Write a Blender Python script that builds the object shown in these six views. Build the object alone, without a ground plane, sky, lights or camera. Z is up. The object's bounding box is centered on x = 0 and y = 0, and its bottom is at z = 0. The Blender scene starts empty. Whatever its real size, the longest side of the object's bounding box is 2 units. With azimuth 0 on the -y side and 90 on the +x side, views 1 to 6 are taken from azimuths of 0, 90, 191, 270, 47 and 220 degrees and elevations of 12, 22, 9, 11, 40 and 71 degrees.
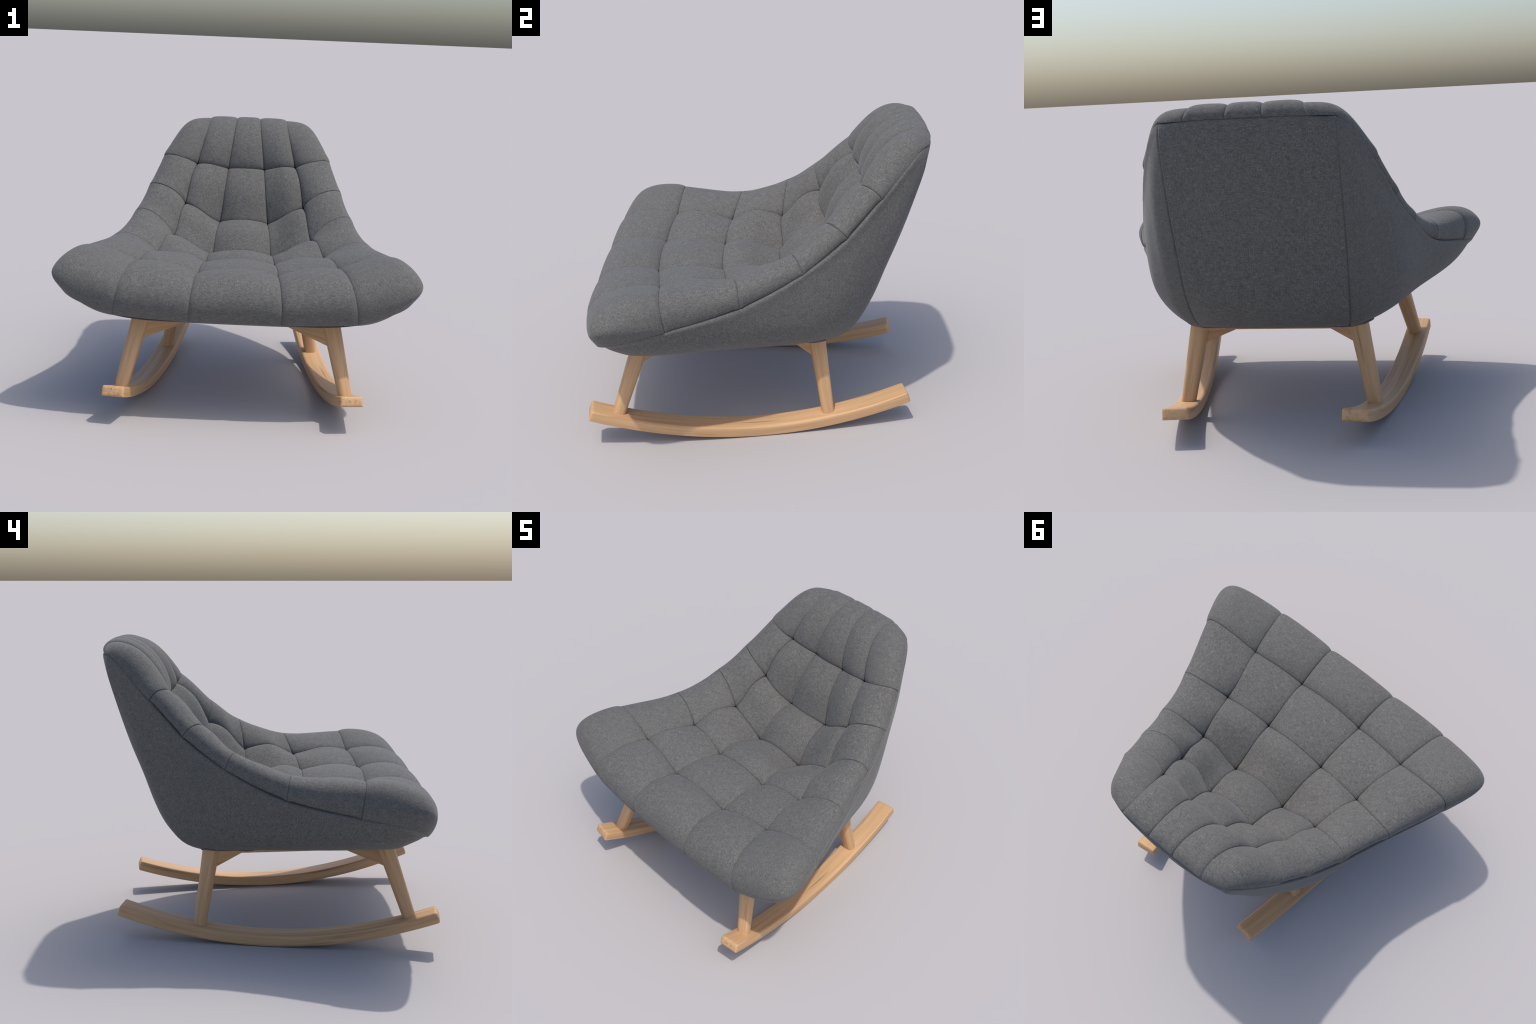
# Low rocking lounge chair: quilted grey shell on a light-oak rocker frame.
import bpy, bmesh, math
import numpy as np
from mathutils import Matrix, Vector

MIRROR = np.array([-1.0, 1.0, 1.0])

# ------------------------------------------------------------------ helpers
def bezier(points, n=161):
    a, b, c, d = [np.array(p, float) for p in points]
    t = np.linspace(0, 1, n)[:, None]
    return (1-t)**3*a + 3*(1-t)**2*t*b + 3*(1-t)*t*t*c + t**3*d

def arclength_resample(poly, params):
    seg = np.linalg.norm(np.diff(poly, axis=0), axis=1)
    s = np.concatenate([[0], np.cumsum(seg)]); s /= s[-1]
    return np.stack([np.interp(params, s, poly[:, k]) for k in range(3)], 1)

def spline(points, n_per=24, knots=None):
    """natural cubic through the points, chord-length knots"""
    p = np.array(points, float)
    if knots is None:
        d = np.linalg.norm(np.diff(p, axis=0), axis=1)**0.7
        knots = np.concatenate([[0], np.cumsum(d)])
    x = knots; m = len(x); h = np.diff(x)
    A = np.zeros((m, m)); R = np.zeros((m, p.shape[1]))
    A[0, 0] = A[-1, -1] = 1
    for i in range(1, m-1):
        A[i, i-1] = h[i-1]; A[i, i] = 2*(h[i-1]+h[i]); A[i, i+1] = h[i]
        R[i] = 6*((p[i+1]-p[i])/h[i] - (p[i]-p[i-1])/h[i-1])
    M = np.linalg.solve(A, R)
    out = []
    for i in range(m-1):
        t = np.linspace(0, 1, n_per, endpoint=(i == m-2))[:, None]
        a, b = 1-t, t
        out.append(a*p[i] + b*p[i+1] + h[i]**2/6*((a**3-a)*M[i] + (b**3-b)*M[i+1]))
    return np.concatenate(out)

def make_object(name, verts, faces, material, parent, smooth=True, sharp_angle=None):
    me = bpy.data.meshes.new(name)
    me.from_pydata([tuple(map(float, v)) for v in verts], [], [tuple(map(int, f)) for f in faces])
    me.validate()
    bm = bmesh.new(); bm.from_mesh(me)
    bmesh.ops.remove_doubles(bm, verts=bm.verts, dist=1e-6)
    bmesh.ops.recalc_face_normals(bm, faces=bm.faces)
    bm.to_mesh(me); bm.free()
    if smooth:
        me.polygons.foreach_set("use_smooth", [True]*len(me.polygons))
        if sharp_angle is not None:
            me.set_sharp_from_angle(angle=sharp_angle)
    me.materials.append(material)
    ob = bpy.data.objects.new(name, me)
    bpy.context.scene.collection.objects.link(ob)
    if parent is not None:
        ob.parent = parent
    return ob

def grid_faces(nu, nv, flip=False):
    f = []
    for j in range(nv-1):
        for i in range(nu-1):
            q = (j*nu+i, j*nu+i+1, (j+1)*nu+i+1, (j+1)*nu+i)
            f.append(q[::-1] if flip else q)
    return f

# ---------------------------------------------------------------- materials
def new_material(name):
    m = bpy.data.materials.new(name); m.use_nodes = True
    nt = m.node_tree; nt.nodes.clear()
    out = nt.nodes.new("ShaderNodeOutputMaterial")
    bsdf = nt.nodes.new("ShaderNodeBsdfPrincipled")
    nt.links.new(bsdf.outputs[0], out.inputs[0])
    return m, nt, bsdf

def fabric_material():
    m, nt, bsdf = new_material("woven_grey_fabric")
    N = nt.nodes.new; L = nt.links.new
    tc = N("ShaderNodeTexCoord")
    def threads(scale, detail=2.0, rough=0.6):
        mp = N("ShaderNodeMapping"); mp.inputs["Scale"].default_value = scale
        L(tc.outputs["Object"], mp.inputs["Vector"])
        n = N("ShaderNodeTexNoise"); n.inputs["Scale"].default_value = 1.0
        n.inputs["Detail"].default_value = detail; n.inputs["Roughness"].default_value = rough
        L(mp.outputs[0], n.inputs["Vector"]); return n.outputs["Fac"]
    # yarns along each axis of the piece; each runs a centimetre or two before it dips
    runs = [threads((44, 360, 360)), threads((360, 44, 360)), threads((360, 360, 44))]
    slub = threads((34, 34, 34), 3.0, 0.55)
    def math_node(op, a, b):
        k = N("ShaderNodeMath"); k.operation = op
        for i, v in enumerate((a, b)):
            if isinstance(v, float): k.inputs[i].default_value = v
            else: L(v, k.inputs[i])
        return k.outputs[0]
    s = math_node("ADD", math_node("ADD", runs[0], runs[1]), math_node("MULTIPLY", runs[2], 0.4))
    s = math_node("ADD", s, math_node("MULTIPLY", slub, 0.25))
    s = math_node("DIVIDE", s, 2.65)
    ramp = N("ShaderNodeValToRGB")
    e = ramp.color_ramp.elements
    e[0].position = 0.36; e[0].color = (0.062, 0.0608, 0.0580, 1)
    e[1].position = 0.64; e[1].color = (0.190, 0.1865, 0.1780, 1)
    mid = ramp.color_ramp.elements.new(0.5); mid.color = (0.111, 0.1090, 0.1042, 1)
    L(s, ramp.inputs[0]); L(ramp.outputs[0], bsdf.inputs["Base Color"])
    bsdf.inputs["Roughness"].default_value = 0.9
    bsdf.inputs["Specular IOR Level"].default_value = 0.2
    bsdf.inputs["Sheen Weight"].default_value = 0.12
    bsdf.inputs["Sheen Roughness"].default_value = 0.5
    bump = N("ShaderNodeBump"); bump.inputs["Strength"].default_value = 0.25
    bump.inputs["Distance"].default_value = 0.003
    L(s, bump.inputs["Height"]); L(bump.outputs[0], bsdf.inputs["Normal"])
    return m

def wood_material(name="light_oak", arc=None):
    """light oak, grain along local z (or along an arc in local yz: radius, lowest z)"""
    m, nt, bsdf = new_material(name)
    N = nt.nodes.new; L = nt.links.new
    tc = N("ShaderNodeTexCoord"); oi = N("ShaderNodeObjectInfo")
    off = N("ShaderNodeVectorMath"); off.operation = "SCALE"
    off.inputs[0].default_value = (3.1, 5.7, 2.3)
    L(oi.outputs["Random"], off.inputs["Scale"])
    add = N("ShaderNodeVectorMath"); add.operation = "ADD"
    coords = tc.outputs["Object"]
    if arc:
        sep = N("ShaderNodeSeparateXYZ"); com = N("ShaderNodeCombineXYZ"); L(coords, sep.inputs[0])
        def mth(op, a, b):
            k = N("ShaderNodeMath"); k.operation = op; L(a, k.inputs[0])
            if isinstance(b, float): k.inputs[1].default_value = b
            else: L(b, k.inputs[1])
            return k.outputs[0]
        q = mth("SUBTRACT", sep.outputs["Z"], arc[1])
        sag = mth("MULTIPLY", mth("MULTIPLY", q, q), .5/arc[0])
        L(sep.outputs["X"], com.inputs[0]); L(mth("SUBTRACT", sep.outputs["Y"], sag), com.inputs[1]); L(sep.outputs["Z"], com.inputs[2])
        coords = com.outputs[0]
    L(coords, add.inputs[0]); L(off.outputs[0], add.inputs[1])
    def noise(scale, detail, rough, dist=0.0):
        mp = N("ShaderNodeMapping"); mp.inputs["Scale"].default_value = scale
        L(add.outputs[0], mp.inputs["Vector"])
        n = N("ShaderNodeTexNoise"); n.inputs["Scale"].default_value = 1.0
        n.inputs["Detail"].default_value = detail; n.inputs["Roughness"].default_value = rough
        n.inputs["Distortion"].default_value = dist
        L(mp.outputs[0], n.inputs["Vector"]); return n.outputs["Fac"]
    broad = noise((34, 34, 1.2), 3.0, 0.55, 0.15)
    fine = noise((170, 170, 3.0), 3.0, 0.6)
    dark = noise((48, 48, 2.0), 2.0, 0.5, 0.25)
    mix = N("ShaderNodeMath"); mix.operation = "MULTIPLY_ADD"
    L(fine, mix.inputs[0]); mix.inputs[1].default_value = 0.35
    k = N("ShaderNodeMath"); k.operation = "MULTIPLY"; k.inputs[1].default_value = 0.65
    L(broad, k.inputs[0]); L(k.outputs[0], mix.inputs[2])
    ramp = N("ShaderNodeValToRGB")
    e = ramp.color_ramp.elements
    e[0].position = 0.32; e[0].color = (0.45, 0.255, 0.122, 1)
    e[1].position = 0.68; e[1].color = (0.65, 0.405, 0.212, 1)
    mid = ramp.color_ramp.elements.new(0.5); mid.color = (0.545, 0.333, 0.172, 1)
    L(mix.outputs[0], ramp.inputs[0])
    streak = N("ShaderNodeValToRGB")
    streak.color_ramp.elements[0].position = 0.24; streak.color_ramp.elements[0].color = (0.62, 0.58, 0.55, 1)
    streak.color_ramp.elements[1].position = 0.38; streak.color_ramp.elements[1].color = (1, 1, 1, 1)
    L(dark, streak.inputs[0])
    mul = N("ShaderNodeMix"); mul.data_type = "RGBA"; mul.blend_type = "MULTIPLY"
    mul.inputs["Factor"].default_value = 1.0
    L(ramp.outputs[0], mul.inputs["A"]); L(streak.outputs[0], mul.inputs["B"])
    L(mul.outputs["Result"], bsdf.inputs["Base Color"])
    bsdf.inputs["Roughness"].default_value = 0.5
    bsdf.inputs["Specular IOR Level"].default_value = 0.35
    bump = N("ShaderNodeBump"); bump.inputs["Strength"].default_value = 0.12
    bump.inputs["Distance"].default_value = 0.002
    L(fine, bump.inputs["Height"]); L(bump.outputs[0], bsdf.inputs["Normal"])
    return m

def dark_material():
    m, nt, bsdf = new_material("black_lining_cloth")
    n = nt.nodes.new("ShaderNodeTexNoise"); n.inputs["Scale"].default_value = 220
    tc = nt.nodes.new("ShaderNodeTexCoord"); nt.links.new(tc.outputs["Object"], n.inputs["Vector"])
    r = nt.nodes.new("ShaderNodeValToRGB")
    r.color_ramp.elements[0].color = (0.008, 0.008, 0.009, 1)
    r.color_ramp.elements[1].color = (0.03, 0.03, 0.032, 1)
    nt.links.new(n.outputs["Fac"], r.inputs[0]); nt.links.new(r.outputs[0], bsdf.inputs["Base Color"])
    bsdf.inputs["Roughness"].default_value = 0.8
    return m

FABRIC, WOOD, BLACK = fabric_material(), wood_material(), dark_material()
BENT_WOOD = wood_material("bent_light_oak", (2.30, .89))

# ------------------------------------------------------- the quilting seams
# Nodes where seams cross (right half). Columns: A inner, B outer, W welt.
# Rows 1..5 run from the front of the seat to the top of the back.
A = {1: (.220, -.526, .774), 2: (.202, -.193, .760), 3: (.180, .134, .721), 4: (.153, .381, .910), 5: (.116, .553, 1.236)}
B = {1: (.558, -.488, .827), 2: (.495, -.160, .810), 3: (.424, .134, .855), 4: (.375, .357, 1.024), 5: (.317, .538, 1.258)}
W = {1: (.905, -.433, .750), 2: (.768, -.086, .806), 3: (.679, .216, .941), 4: (.603, .428, 1.094), 5: (.534, .594, 1.266)}
FRONT_A, FRONT_B = (.249, -.803, .583), (.656, -.789, .600)
TOP_A, TOP_B, TOP_W = (.081, .858, 1.486), (.270, .850, 1.484), (.387, .810, 1.480)

# seams over the rim: control handles between node B and welt W
RIM = {1: ((.748, -.458, .916), (.967, -.469, .979)), 2: ((.635, -.100, .957), (.826, -.102, .943)),
       3: ((.529, .160, 1.046), (.703, .165, 1.057)), 4: ((.438, .279, 1.175), (.664, .374, 1.180)),
       5: ((.415, .454, 1.325), (.576, .557, 1.345))}
# row seams between A and B, and across the middle (-A to A)
ROW_AB = {1: ((.354, -.511, .825), (.421, -.500, .835)), 2: ((.318, -.177, .843), (.376, -.171, .826)),
          3: ((.261, .139, .772), (.319, .110, .851)), 4: ((.241, .349, .944), (.272, .311, 1.018)),
          5: ((.182, .535, 1.246), (.225, .500, 1.280))}
ROW_MID = {1: (.06, -.529, .822), 2: (.06, -.196, .817), 3: (.05, .102, .805), 4: (.05, .332, .950), 5: (.045, .530, 1.245)}
# column seams between rows j and j+1
COL_A = {1: ((.224, -.409, .820), (.199, -.334, .811)), 2: ((.192, -.053, .838), (.184, -.010, .763)),
         3: ((.172, .217, .865), (.167, .231, .882)), 4: ((.142, .420, .970), (.132, .390, 1.105))}
COL_B = {1: ((.530, -.353, .882), (.496, -.288, .850)), 2: ((.457, -.048, .871), (.461, -.051, .920)),
         3: ((.396, .222, .926), (.399, .214, 1.015)), 4: ((.356, .403, 1.133), (.350, .417, 1.209))}
FRONT_COL = {'A': ((.248, -.922, .729), (.226, -.761, .864)), 'B': ((.632, -.940, .834), (.585, -.619, .874))}
TOP_COL = {'A': ((.077, .568, 1.539), (.070, .861, 1.605)), 'B': ((.241, .598, 1.568), (.238, .861, 1.582))}
# welt around the front corner (W1 -> front B) and the top corner (W5 -> top)
CORNER_FRONT = (W[1], (1.001, -.708, .727), (.987, -.766, .696), FRONT_B)
CORNER_TOP = (W[5], (.475, .715, 1.392), (.438, .765, 1.462), TOP_W)

corner_poly = bezier(CORNER_FRONT, 321)
CORNER_K = corner_poly[160]
side_spline = spline([CORNER_K, W[1], W[2], W[3], W[4], W[5], TOP_W], 60)
def welt_piece(a, b):
    ia = np.argmin(np.linalg.norm(side_spline-np.array(a), axis=1))
    ib = np.argmin(np.linalg.norm(side_spline-np.array(b), axis=1))
    return side_spline[ia:ib+1]
WELT = {j: welt_piece(W[j], W[j+1]) for j in range(1, 5)}
WELT[0] = corner_poly[160::-1]                  # K -> W1
WELT[5] = bezier(CORNER_TOP)                    # W5 -> top corner
front_corner = corner_poly[:159:-1]             # front B -> K
def line(a, b, bow=(0, 0, 0)):
    a, b, bow = np.array(a), np.array(b), np.array(bow)
    return bezier((a, a+(b-a)/3+bow, a+(b-a)*2/3+bow, b))

def row_seam(col, j):
    """polyline along seam j (0 = front welt, 6 = top welt) in column col, left->right for x>0"""
    if col == 2:
        if j == 0: return front_corner
        if j == 6: return bezier((TOP_B, (.318, .846, 1.484), (.360, .834, 1.484), TOP_W))
        return bezier((B[j],)+RIM[j]+(W[j],))
    if col == 1:
        if j == 0: return line(FRONT_A, FRONT_B, (0, -.006, -.004))
        if j == 6: return line(TOP_A, TOP_B)
        return bezier((A[j],)+ROW_AB[j]+(B[j],))
    a = {0: FRONT_A, 6: TOP_A}.get(j) or A[j]
    a = np.array(a)
    if j in (0, 6): return line(a*MIRROR, a)
    m = np.array(ROW_MID[j]); return bezier((a*MIRROR, m*MIRROR, m, a))

def col_seam(col, j):
    """polyline along column seam (0=A,1=B,2=welt) from row seam j to j+1"""
    if col == 2: return WELT[j]
    nodes, handles = ((A, COL_A), (B, COL_B))[col]
    key = 'AB'[col]
    if j == 0: return bezier(((FRONT_A, FRONT_B)[col],)+FRONT_COL[key]+(nodes[1],))
    if j == 5: return bezier((nodes[5],)+TOP_COL[key]+((TOP_A, TOP_B)[col],))
    return bezier((nodes[j],)+handles[j]+(nodes[j+1],))

# puff of each panel above its seam net (metres), [column][row]
PUFF = {0: [.003, -.025, -.026, -.023, -.004, -.002],
        1: [.003, -.026, -.026, -.024, -.011, -.002],
        2: [.001, -.019, -.020, -.020, -.021, -.016]}
# corner panels swell toward their free corner: amount, direction, profile powers
TIP = {0: (.137, (.71, -.348, 1.03), .826, .282), 5: (.042, (.047, -.343, 1.66), .525, 1.035)}
NU = 57
_t = np.linspace(0, 1, NU)
PARAM = _t*0.28 + 0.72*(0.5-0.5*np.cos(np.pi*_t))      # denser near the seams

def pillow(t, soft_end):
    """0..1..0 profile across a panel; the end on the welt rolls over steeply"""
    inner = (4*np.minimum(t, .5)*(1-np.minimum(t, .5)))**0.78
    k = np.maximum(t, .5)
    outer = (4*k*(1-k))**(0.5 if soft_end else 0.78)
    return np.where(t < .5, inner, outer)

def panel(col, j):
    u = PARAM; v = PARAM
    c0 = arclength_resample(row_seam(col, j), u); c1 = arclength_resample(row_seam(col, j+1), u)
    if col == 0:
        d1 = arclength_resample(col_seam(0, j), v); d0 = d1*MIRROR
    else:
        d0 = arclength_resample(col_seam(col-1, j), v); d1 = arclength_resample(col_seam(col, j), v)
    U = u[None, :, None]; V = v[:, None, None]
    if col == 2 and 1 <= j <= 4:
        # the rim runs on smoothly from seam to seam: spline through all rim seams
        seams = np.array([arclength_resample(row_seam(2, k), u) for k in range(1, 6)])
        n_per = 200
        full = np.stack([spline(seams[:, i], n_per, np.array([0., 1, 2, 3, 4])) for i in range(NU)], 1)
        idx = np.clip((j-1+v)*n_per, 0, len(full)-1)
        i0 = np.floor(idx).astype(int); i1 = np.minimum(i0+1, len(full)-1); fr = (idx-i0)[:, None, None]
        S = full[i0]*(1-fr)+full[i1]*fr
        S = S + (1-U)**1.6*(d0-S[:, 0])[:, None] + U**1.6*(d1-S[:, -1])[:, None]
    else:
        S = (1-V)*c0[None] + V*c1[None] + (1-U)*d0[:, None] + U*d1[:, None] \
            - ((1-U)*(1-V)*c0[0] + U*(1-V)*c0[-1] + (1-U)*V*c1[0] + U*V*c1[-1])
    du = np.gradient(S, u, axis=1); dv = np.gradient(S, v, axis=0)
    n = np.cross(du, dv); n /= np.linalg.norm(n, axis=2, keepdims=True)+1e-9
    gu = pillow(u, col == 2)
    gv = pillow(v, j == 5) if j else pillow(1-v, True)
    h = PUFF[col][j]*gu[None, :]*gv[:, None]
    # panels on the rim are plump beside the inner tufts, nearly flush over the crest
    if col == 2 and j in TIP:
        w = v if j == 5 else 1-v
        amount, direction, power, edge = TIP[j]
        bump = (u[None, :]*w[:, None])**power*(np.minimum(1, 4*u*(1-u))[None, :]*np.minimum(1, 4*w*(1-w))[:, None])**edge
        S = S + bump[..., None]*amount*np.array(direction)
    elif j == 5: h = h*(1-.68*v)[:, None]
    elif j == 0: h = h*(.35+.65*v)[:, None]
    lu = np.linalg.norm(c1-c0, axis=1).mean(); lw = np.linalg.norm(d1-d0, axis=1).mean()
    near = np.minimum(np.minimum(u, 1-u)[None, :]*lw, np.minimum(v, 1-v)[:, None]*lu)
    # soft valley beside every seam, a fine stitch line in it
    h = h + .011*(1-np.exp(-near/.016)) + .002*(1-np.exp(-near/.002)) - .001
    if col == 2 and j not in TIP:
        # over the crest the row seams are only a stitch line, the rim runs through
        ramp = np.clip((u-.25)/.4, 0, 1)[None, :]
        dv_m = np.minimum(v, 1-v)[:, None]*lu
        h = h + ramp*(.011*np.exp(-dv_m/.016)-.011-.0045*np.exp(-(dv_m/.0032)**2)) - .6*ramp*PUFF[col][j]*gu[None, :]*gv[:, None]
    # button pits where inner seams cross
    for ci, uu in ((0, u), (1, 1-u)):
        if (ci == 1 and col == 2): continue
        for cj, vv in ((0, v), (1, 1-v)):
            if (cj == 0 and j == 0) or (cj == 1 and j == 5): continue
            r2 = (uu[None, :]*lw)**2 + (vv[:, None]*lu)**2
            h = h - .004*np.exp(-r2/.016**2)
    return S + n*h[..., None]

def place_panel(name, S, flip, parent):
    """mesh from a grid, in a local frame along its own weave: x across, y along, z out"""
    nv, nu = S.shape[:2]
    c = S[nv//2, nu//2]; ax = S[nv//2, -1]-S[nv//2, 0]; ay = S[-1, nu//2]-S[0, nu//2]
    ax = ax/np.linalg.norm(ax); ay = ay-ax*(ax@ay); ay = ay/np.linalg.norm(ay)
    if flip: ax = -ax
    frame = np.stack([ax, ay, np.cross(ax, ay)])
    ob = make_object(name, (S.reshape(-1, 3)-c)@frame.T, grid_faces(nu, nv, flip), FABRIC, parent)
    m = Matrix(frame.T.tolist()).to_4x4(); m.translation = Vector(c.tolist())
    ob.matrix_world = m
    return ob

# -------------------------------------------------------------- build chair
chair = bpy.data.objects.new("rocking_chair", None)
bpy.context.scene.collection.objects.link(chair)
chair["label"] = "low rocking lounge chair, quilted grey fabric shell on light oak rockers"
chair["category"] = "rocking chair"

panels = []
for col in (0, 1, 2):
    for j in range(6):
        S = panel(col, j)
        panels.append((S, False))
        if col: panels.append((S*MIRROR, True))
# padding body just under the quilted panels carries them
pad_v, pad_f = [], []
for S, flip in panels:
    sub = S[4:-4:4, 4:-4:4]
    du = np.gradient(sub, axis=1); dv = np.gradient(sub, axis=0)
    n = np.cross(du, dv); n /= np.linalg.norm(n, axis=2, keepdims=True)+1e-9
    if flip: n = -n
    sub = sub - n*.02
    o = len(pad_v)
    pad_v += list(sub.reshape(-1, 3))
    pad_f += [tuple(i+o for i in f) for f in grid_faces(sub.shape[1], sub.shape[0], flip)]
cushion = make_object("cushion", pad_v, pad_f, FABRIC, chair)
for S, flip in panels:
    place_panel("quilted_panel", S, flip, cushion)

# ------------------------------------------------------------- outer shell
# columns of the shell from the welt down to the base (right half)
BACK_YZ = [(.845, 1.478), (.838, 1.407), (.799, 1.273), (.713, 1.018), (.648, .863), (.587, .706), (.533, .609), (.474, .529), (.415, .484), (.350, .463)]
# swell of the lower body per column (metres, outward and down)
BELLY = [.0, .0, .0, .004, .016, .022, .024, .029, .037, .033, .025, .006, .0, .0]
def back_column(x_top, x_mid, x_base, bow, top_y, top_z):
    """back profile; bow 1 at the middle, 0 at the side seam"""
    out = []
    for k, (y, z) in enumerate(BACK_YZ):
        f = k/(len(BACK_YZ)-1)
        x = (1-f)*x_top+f*x_base + 4*f*(1-f)*(x_mid-(x_top+x_base)/2)
        mid = np.interp(f, [0, .2, .33, .5, .67, .85, 1], [.036, .035, .030, .019, .036, .042, .026])
        edge = np.interp(f, [0, .35, .5, .67, .85, 1], [-.015, -.012, -.006, -.004, -.004, .0])
        full = bow if x_top > .3 else bow+(max(bow, .85)-bow)*np.interp(f, [.4, .65], [0, 1])   # squarer low down
        y = y+edge+full*(mid-edge)
        w = max(0, 1-4*f)**2                       # meet the welt at the top
        out.append((x, y*(1-w)+top_y*w, z*(1-w)+top_z*w))
    return out
def shell_columns():
    C = [
    back_column(0, 0, 0, 1, .860, 1.487), back_column(.135, .135, .12, .87, .858, 1.487), back_column(.27, .272, .25, .46, .850, 1.484),
    back_column(.387, .390, .352, 0, .810, 1.480),
    [(.463, .720, 1.40), (.470, .700, 1.2), (.468, .655, 1.0), (.458, .588, .80), (.436, .503, .60), (.406, .424, .50), (.366, .345, .464)],
    [(.534, .594, 1.266), (.522, .598, 1.10), (.508, .560, .90), (.490, .508, .70), (.460, .460, .58), (.420, .39, .50), (.370, .330, .466)],
    [(.603, .428, 1.094), (.602, .435, .95), (.592, .420, .80), (.570, .385, .66), (.525, .335, .56), (.470, .29, .50), (.410, .25, .470)],
    [(.679, .216, .941), (.678, .200, .84), (.667, .180, .74), (.645, .160, .65), (.600, .14, .57), (.540, .12, .518), (.46, .10, .492)],
    [(.768, -.086, .806), (.760, -.09, .74), (.742, -.10, .68), (.71, -.11, .62), (.65, -.13, .565), (.585, -.14, .530), (.49, -.15, .502)],
    [(.905, -.433, .750), (.890, -.43, .71), (.860, -.42, .665), (.815, -.42, .62), (.74, -.42, .575), (.66, -.42, .547), (.53, -.42, .514)],
    [tuple(CORNER_K), (.912, -.69, .668), (.862, -.67, .630), (.80, -.645, .593), (.73, -.625, .567), (.65, -.60, .553), (.53, -.58, .528)],
    [FRONT_B, (.645, -.768, .592), (.630, -.745, .580), (.61, -.71, .570), (.585, -.67, .560), (.54, -.63, .548), (.44, -.58, .528)],
    [FRONT_A, (.247, -.785, .576), (.243, -.762, .566), (.238, -.730, .557), (.23, -.69, .549), (.22, -.65, .542), (.18, -.58, .528)],
    [(0, -.803, .583), (0, -.785, .576), (0, -.762, .566), (0, -.730, .557), (0, -.69, .549), (0, -.65, .542), (0, -.58, .528)],
    ]
    out = []
    for k, c in enumerate(C):
        p = np.array(c, float); f = np.linspace(0, 1, len(p))
        away = np.array([p[-1, 0], p[-1, 1]*.6+.02, 0]); away /= np.linalg.norm(away)+1e-6
        d = away*.9 + np.array([0, 0, -.25])
        w = np.interp(f, [0, .2, .45, .7, .85, 1], [0, .2, .65, 1, 1, .85])
        out.append(p + BELLY[k]*w[:, None]*d)
    return out
ROWS = 56
rs = np.linspace(0, 1, ROWS)**1.6        # rows crowd toward the welt
WELT_LINE = np.concatenate([bezier(CORNER_TOP)[::-1], welt_piece(W[1], W[5])[::-1], corner_poly])
def snap_to_welt(grid):
    """the side's upper border follows the welt exactly"""
    for i in range(grid.shape[1]):
        p = grid[0, i]
        if p[1] < -.785 and p[0] < .65: continue
        q = WELT_LINE[np.argmin(np.linalg.norm(WELT_LINE-p, axis=1))]
        grid[:, i] += (q-p)*((1-rs)[:, None]**2)
    return grid
def outward(grid):
    n = np.cross(np.gradient(grid, axis=1), np.gradient(grid, axis=0))
    n /= np.linalg.norm(n, axis=2, keepdims=True)+1e-9
    sign = np.sign(((grid-np.array([0, -.1, .85]))*n).sum(2).mean())
    return n*sign
def finish_shell(grid, seam_cols):
    """plump lip under the welt, stitched valley along the vertical seams"""
    for end in seam_cols:                       # extra columns beside the seam
        g = grid if end == 0 else grid[:, ::-1]
        a, b = g[:, 0:1], g[:, 1:2]
        g = np.concatenate([a, a+(b-a)*.18, a+(b-a)*.4, a+(b-a)*.7, g[:, 1:]], axis=1)
        grid = g if end == 0 else g[:, ::-1]
    n = outward(grid)
    d = np.concatenate([np.zeros((1, grid.shape[1])), np.cumsum(np.linalg.norm(np.diff(grid, axis=0), axis=2), axis=0)])
    ease = np.clip((grid[:1, :, 1]+.80)/.3, .15, 1)         # no lip along the front
    roll = (.006*(1-np.exp(-d/.006))*np.exp(-(d/.045)**2) - .004*np.exp(-d/.003))*ease
    for end in seam_cols:
        g = grid if end == 0 else grid[:, ::-1]
        c = np.concatenate([np.zeros((len(grid), 1)), np.cumsum(np.linalg.norm(np.diff(g, axis=1), axis=2), axis=1)], axis=1)
        if end: c = c[:, ::-1]
        roll = roll*(1-.85*np.exp(-c/.03)) - .007*np.exp(-(c/.0045)**2)*(1-np.exp(-d/.02))
    out = grid + n*roll[..., None]
    top = grid[0]; w = np.array([0, 0, .95])-top; w /= np.linalg.norm(w, axis=1, keepdims=True)
    return np.concatenate([(top+w*.03)[None], out])
def shell_grids():
    cols = [arclength_resample(spline(c, 20), rs) for c in shell_columns()]
    def loft(first, last, per):
        block = np.array(cols[first:last+1])
        return np.stack([spline(block[:, r], per) for r in range(ROWS)])
    side = snap_to_welt(loft(3, len(cols)-1, 16))
    # stretch the cloth: even out ripples between the columns, borders held
    hold = np.clip((np.arange(ROWS)-2)/8, 0, 1)[:, None, None]
    for _ in range(70):
        avg = .5*side[:, 1:-1]+.25*(side[:, 2:]+side[:, :-2])
        side[:, 1:-1] += hold*(avg-side[:, 1:-1])
        avg = .5*side[1:-1]+.25*(side[2:]+side[:-2])
        side[12:-1, 1:-1] += .06*(avg-side[1:-1])[11:, 1:-1]
    half = loft(0, 3, 12)
    return side, half, np.concatenate([half[:, ::-1]*MIRROR, half[:, 1:]], axis=1)
side, back_half, back = shell_grids()
shell_side = finish_shell(side, (0,)); shell_back = finish_shell(back, (0, -1))
# --- shell objects
place_panel("back_panel", shell_back, False, chair)
place_panel("side_panel", shell_side, False, chair)
place_panel("side_panel", shell_side*MIRROR, True, chair)

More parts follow.
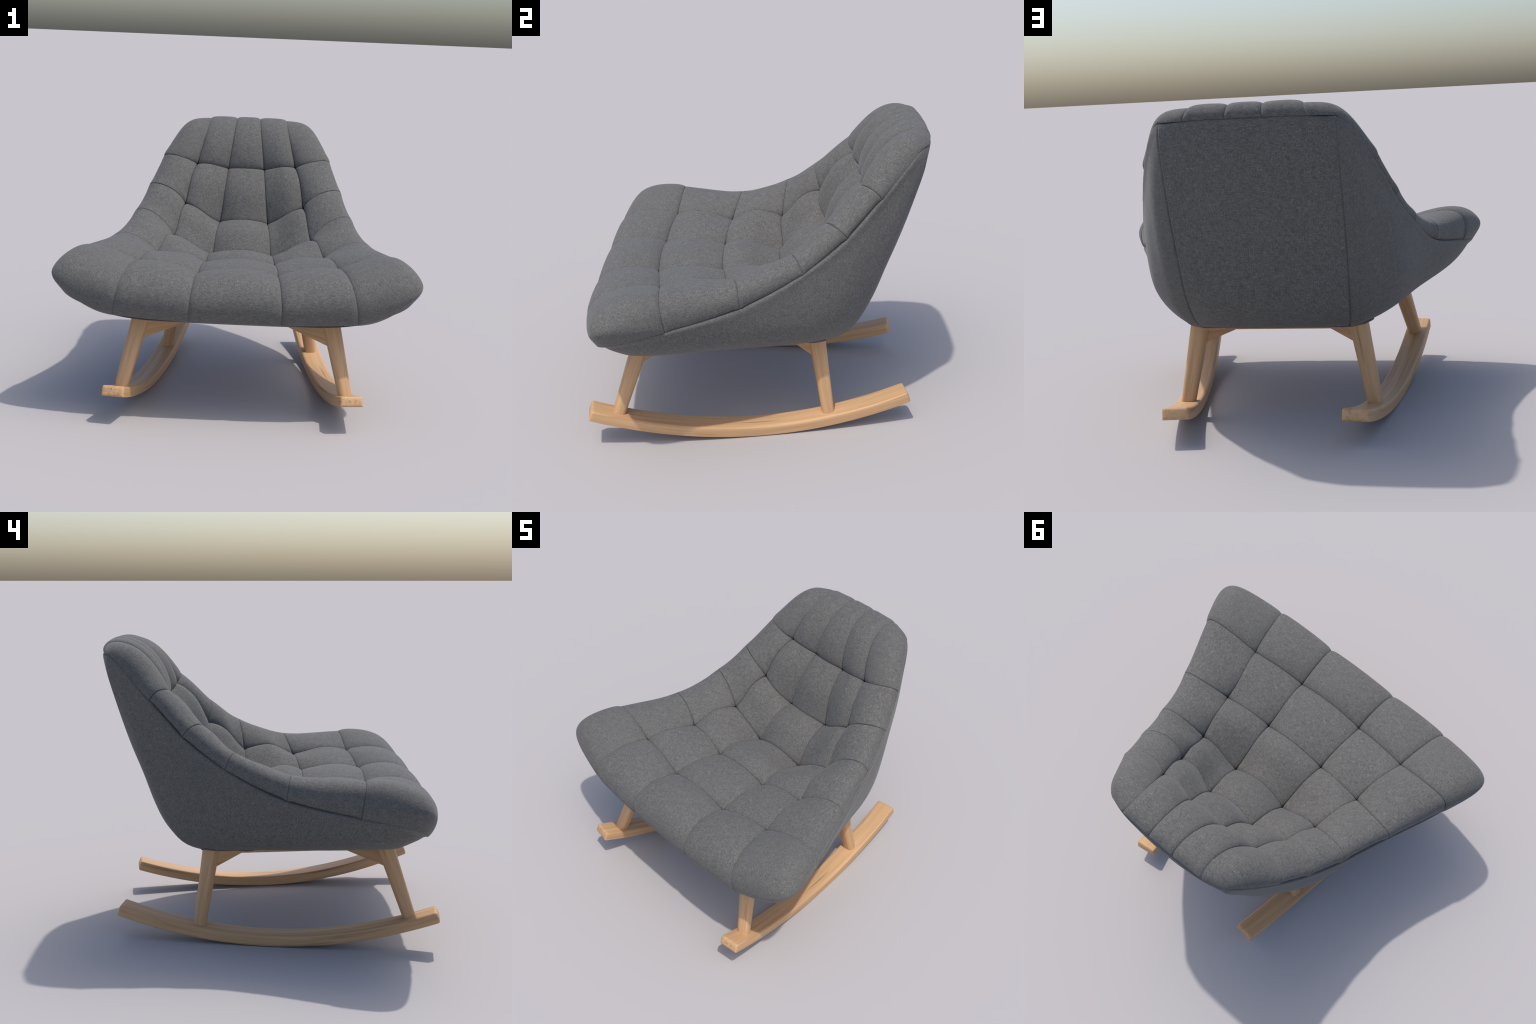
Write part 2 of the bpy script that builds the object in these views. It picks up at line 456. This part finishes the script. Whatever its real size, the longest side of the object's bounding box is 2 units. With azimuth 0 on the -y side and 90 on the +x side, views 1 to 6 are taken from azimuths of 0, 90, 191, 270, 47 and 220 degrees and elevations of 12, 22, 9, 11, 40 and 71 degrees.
# underside closing board, black lining with a rim that peeks out at the rear
loop = np.concatenate([back_half[-1], side[-1][1:]])
ring = np.concatenate([loop, (loop*MIRROR)[::-1][1:-1]])
def plate(name, ring, z_shift, thick, material, parent):
    r = ring.copy(); n = len(r)
    lo = r.copy(); lo[:, 2] -= thick; r[:, 2] += z_shift; lo[:, 2] += z_shift
    v = np.concatenate([r, lo, [r.mean(0)], [lo.mean(0)]])
    f = []
    for i in range(n):
        k = (i+1) % n
        f += [(i, k, n+k, n+i), (2*n, k, i), (2*n+1, n+i, n+k)]
    return make_object(name, v, f, material, parent, sharp_angle=math.radians(40))
plate("base_lining", ring, .004, .006, BLACK, chair)
# tacked-on cloth strip under the rear half, standing a little proud at both back corners
strip = []
for k in range(72):
    a = 2*math.pi*k/72
    ca, sa = math.cos(a), math.sin(a)
    x = .468*np.sign(ca)*abs(ca)**.2; y = .20+.155*np.sign(sa)*abs(sa)**.3
    strip.append((x, y, .464+.020*max(0, abs(x)-.36)/.11+.003*math.sin(14*y*math.pi)*(abs(x) > .44)))
plate("lining_flap", np.array(strip), .0, .007, FABRIC, chair)

# ------------------------------------------------------------------- frame
def rounded_rect(w, d, r, n=6, low=None):
    pts = []; b = r if low is None else low
    for cx, cy, a0, r in ((w/2-r, d/2-r, 0, r), (-w/2+r, d/2-r, 90, r), (-w/2+b, -d/2+b, 180, b), (w/2-b, -d/2+b, 270, b)):
        for k in range(n+1):
            a = math.radians(a0+90*k/n); pts.append((cx+r*math.cos(a), cy+r*math.sin(a)))
    return np.array(pts)

def loft_sections(sections):
    """sections: list of (k,3) rings -> verts, faces with end caps"""
    n = len(sections[0]); v = np.concatenate(sections); f = []
    for s in range(len(sections)-1):
        for i in range(n):
            k = (i+1) % n
            f.append((s*n+i, s*n+k, (s+1)*n+k, (s+1)*n+i))
    f.append(tuple(range(n))[::-1]); f.append(tuple(range((len(sections)-1)*n, len(sections)*n)))
    return v, f

def leg(bottom, top, size_bottom, size_top, yaw):
    bottom, top = Vector(bottom), Vector(top)
    axis = top-bottom; length = axis.length
    secs = []
    for f in np.linspace(0, 1, 9):
        w = size_bottom[0]*(1-f)+size_top[0]*f; d = size_bottom[1]*(1-f)+size_top[1]*f
        ring2 = rounded_rect(w, d, min(w, d)*.36)
        secs.append(np.column_stack([ring2, np.full(len(ring2), f*length)]))
    v, f = loft_sections(secs)
    ob = make_object("leg", v, f, WOOD, chair, sharp_angle=math.radians(50))
    z = axis.normalized()
    x = Vector((math.cos(yaw), math.sin(yaw), 0)); x = (x-z*x.dot(z)).normalized(); y = z.cross(x)
    m = Matrix((x, y, z)).transposed().to_4x4(); m.translation = bottom
    ob.matrix_world = m
    return ob

def extend(bottom, top, z):
    b, t = np.array(bottom), np.array(top)
    return tuple(b+(t-b)*(z-b[2])/(t[2]-b[2]))
FRONT_LEG = ((.617, -.719, .165), extend((.617, -.719, .165), (.533, -.598, .520), .555))
BACK_LEG = ((.470, .356, .074), extend((.470, .356, .074), (.396, .297, .470), .490))
yaw = math.radians(8)
for s in (1, -1):
    flip = np.array([s, 1, 1])
    for lg, zb in ((FRONT_LEG, .150), (BACK_LEG, .055)):
        b = np.array(extend(lg[0], lg[1], zb))*flip; t = np.array(lg[1])*flip
        leg(b, t, (.070, .062), (.094, .086), s*yaw)

# rockers: bent bars, toed outward to the front
ROCK_R, ROCK_LOW_Y, THICK, WIDTH = 2.30, .02, .057, .124
FRONT_OUT, BACK_OUT = np.array([.704, -.862]), np.array([.474, .792])
def rocker(s):
    d = BACK_OUT-FRONT_OUT; length = np.linalg.norm(d); d = d/length
    side_dir = np.array([-d[1], d[0]]) if (-d[1]) < 0 else np.array([d[1], -d[0]])   # toward the middle
    # local frame: z along the bar (grain), x across, y up
    secs = []
    n = 60
    base = rounded_rect(WIDTH, THICK, .012)
    stations = np.concatenate([[0, .0025, .006, .011], np.linspace(.02, length-.02, n), [length-.011, length-.006, length-.0025, length]])
    low = (ROCK_LOW_Y-FRONT_OUT[1])/abs(d[1]) if d[1] > 0 else 0
    for q in stations:
        e = min(q, length-q); r = .012
        inset = r-math.sqrt(max(0, r*r-(r-min(e, r))**2))
        ringp = rounded_rect(WIDTH-2*inset, THICK-2*inset, max(.003, .012-inset*.6), low=.004)
        a = (q-low)/ROCK_R
        up = np.array([-math.sin(a), math.cos(a)])      # (along, up)
        cz = ROCK_R*math.sin(a)*1.0; ch = ROCK_R*(1-math.cos(a))
        pts = []
        for px, py in ringp:
            al = q + up[0]*(py+THICK/2); h = ch + up[1]*(py+THICK/2)
            pts.append((px, h, al))
        secs.append(np.array(pts))
    v, f = loft_sections(secs)
    ob = make_object("rocker", v, f, BENT_WOOD, chair, sharp_angle=math.radians(40))
    mid_front = FRONT_OUT+side_dir*WIDTH/2
    xdir = Vector((side_dir[0]*s, side_dir[1], 0)); zdir = Vector((d[0]*s, d[1], 0)); ydir = Vector((0, 0, 1))
    if xdir.cross(ydir).dot(zdir) < 0: xdir = -xdir
    m = Matrix((xdir, ydir, zdir)).transposed().to_4x4()
    m.translation = Vector((mid_front[0]*s, mid_front[1], 0))
    ob.matrix_world = m
for s in (1, -1): rocker(s)

# under-frame: a thin board below the shell and two crossed rails that deepen toward the legs
def rail(name, a, b, top_a, top_b, thick, deep_a, deep_b, run_a, run_b, thin=.018, drop=0.0):
    """bar from a to b (xy), lower edge deep at the legs and thin between"""
    a, b = np.array(a, float), np.array(b, float)
    L = np.linalg.norm(b-a); d = (b-a)/L; nrm = np.array([-d[1], d[0]])
    prof = [(0, deep_a), (run_a, thin), (L-run_b, thin), (L, deep_b)]
    secs = []
    for q, dep in prof:
        zt = top_a+(top_b-top_a)*q/L-drop
        ring2 = rounded_rect(thick, dep, .004, 3)
        secs.append(np.array([(px, py+zt-dep/2, q) for px, py in ring2]))
    v, f = loft_sections(secs)
    ob = make_object(name, v, f, WOOD, chair, sharp_angle=math.radians(30))
    m = Matrix(((nrm[0], nrm[1], 0), (0, 0, 1), (d[0], d[1], 0))).transposed().to_4x4()
    if m.determinant() < 0:
        m = Matrix(((-nrm[0], -nrm[1], 0), (0, 0, 1), (d[0], d[1], 0))).transposed().to_4x4()
    m.translation = Vector((a[0], a[1], 0)); ob.matrix_world = m
FT, BT = extend(*FRONT_LEG, .49), extend(*BACK_LEG, .44)
for s in (1, -1):
    rail("rail", (s*FT[0], FT[1]), (-s*BT[0], BT[1]), .526, .464, .050, .104, .094, .48, .48, .022, .0015*(s > 0))
board = np.array([(.405, .338, 0), (.44, .15, 0), (.47, -.2, 0), (.48, -.40, 0), (.40, -.44, 0)])
board = np.concatenate([board, (board*MIRROR)[::-1]])
board[:, 2] = .463+(.325-board[:, 1])*(.512-.463)/.895
plate("seat_board", board, 0, .015, WOOD, chair)

bpy.context.view_layer.update()
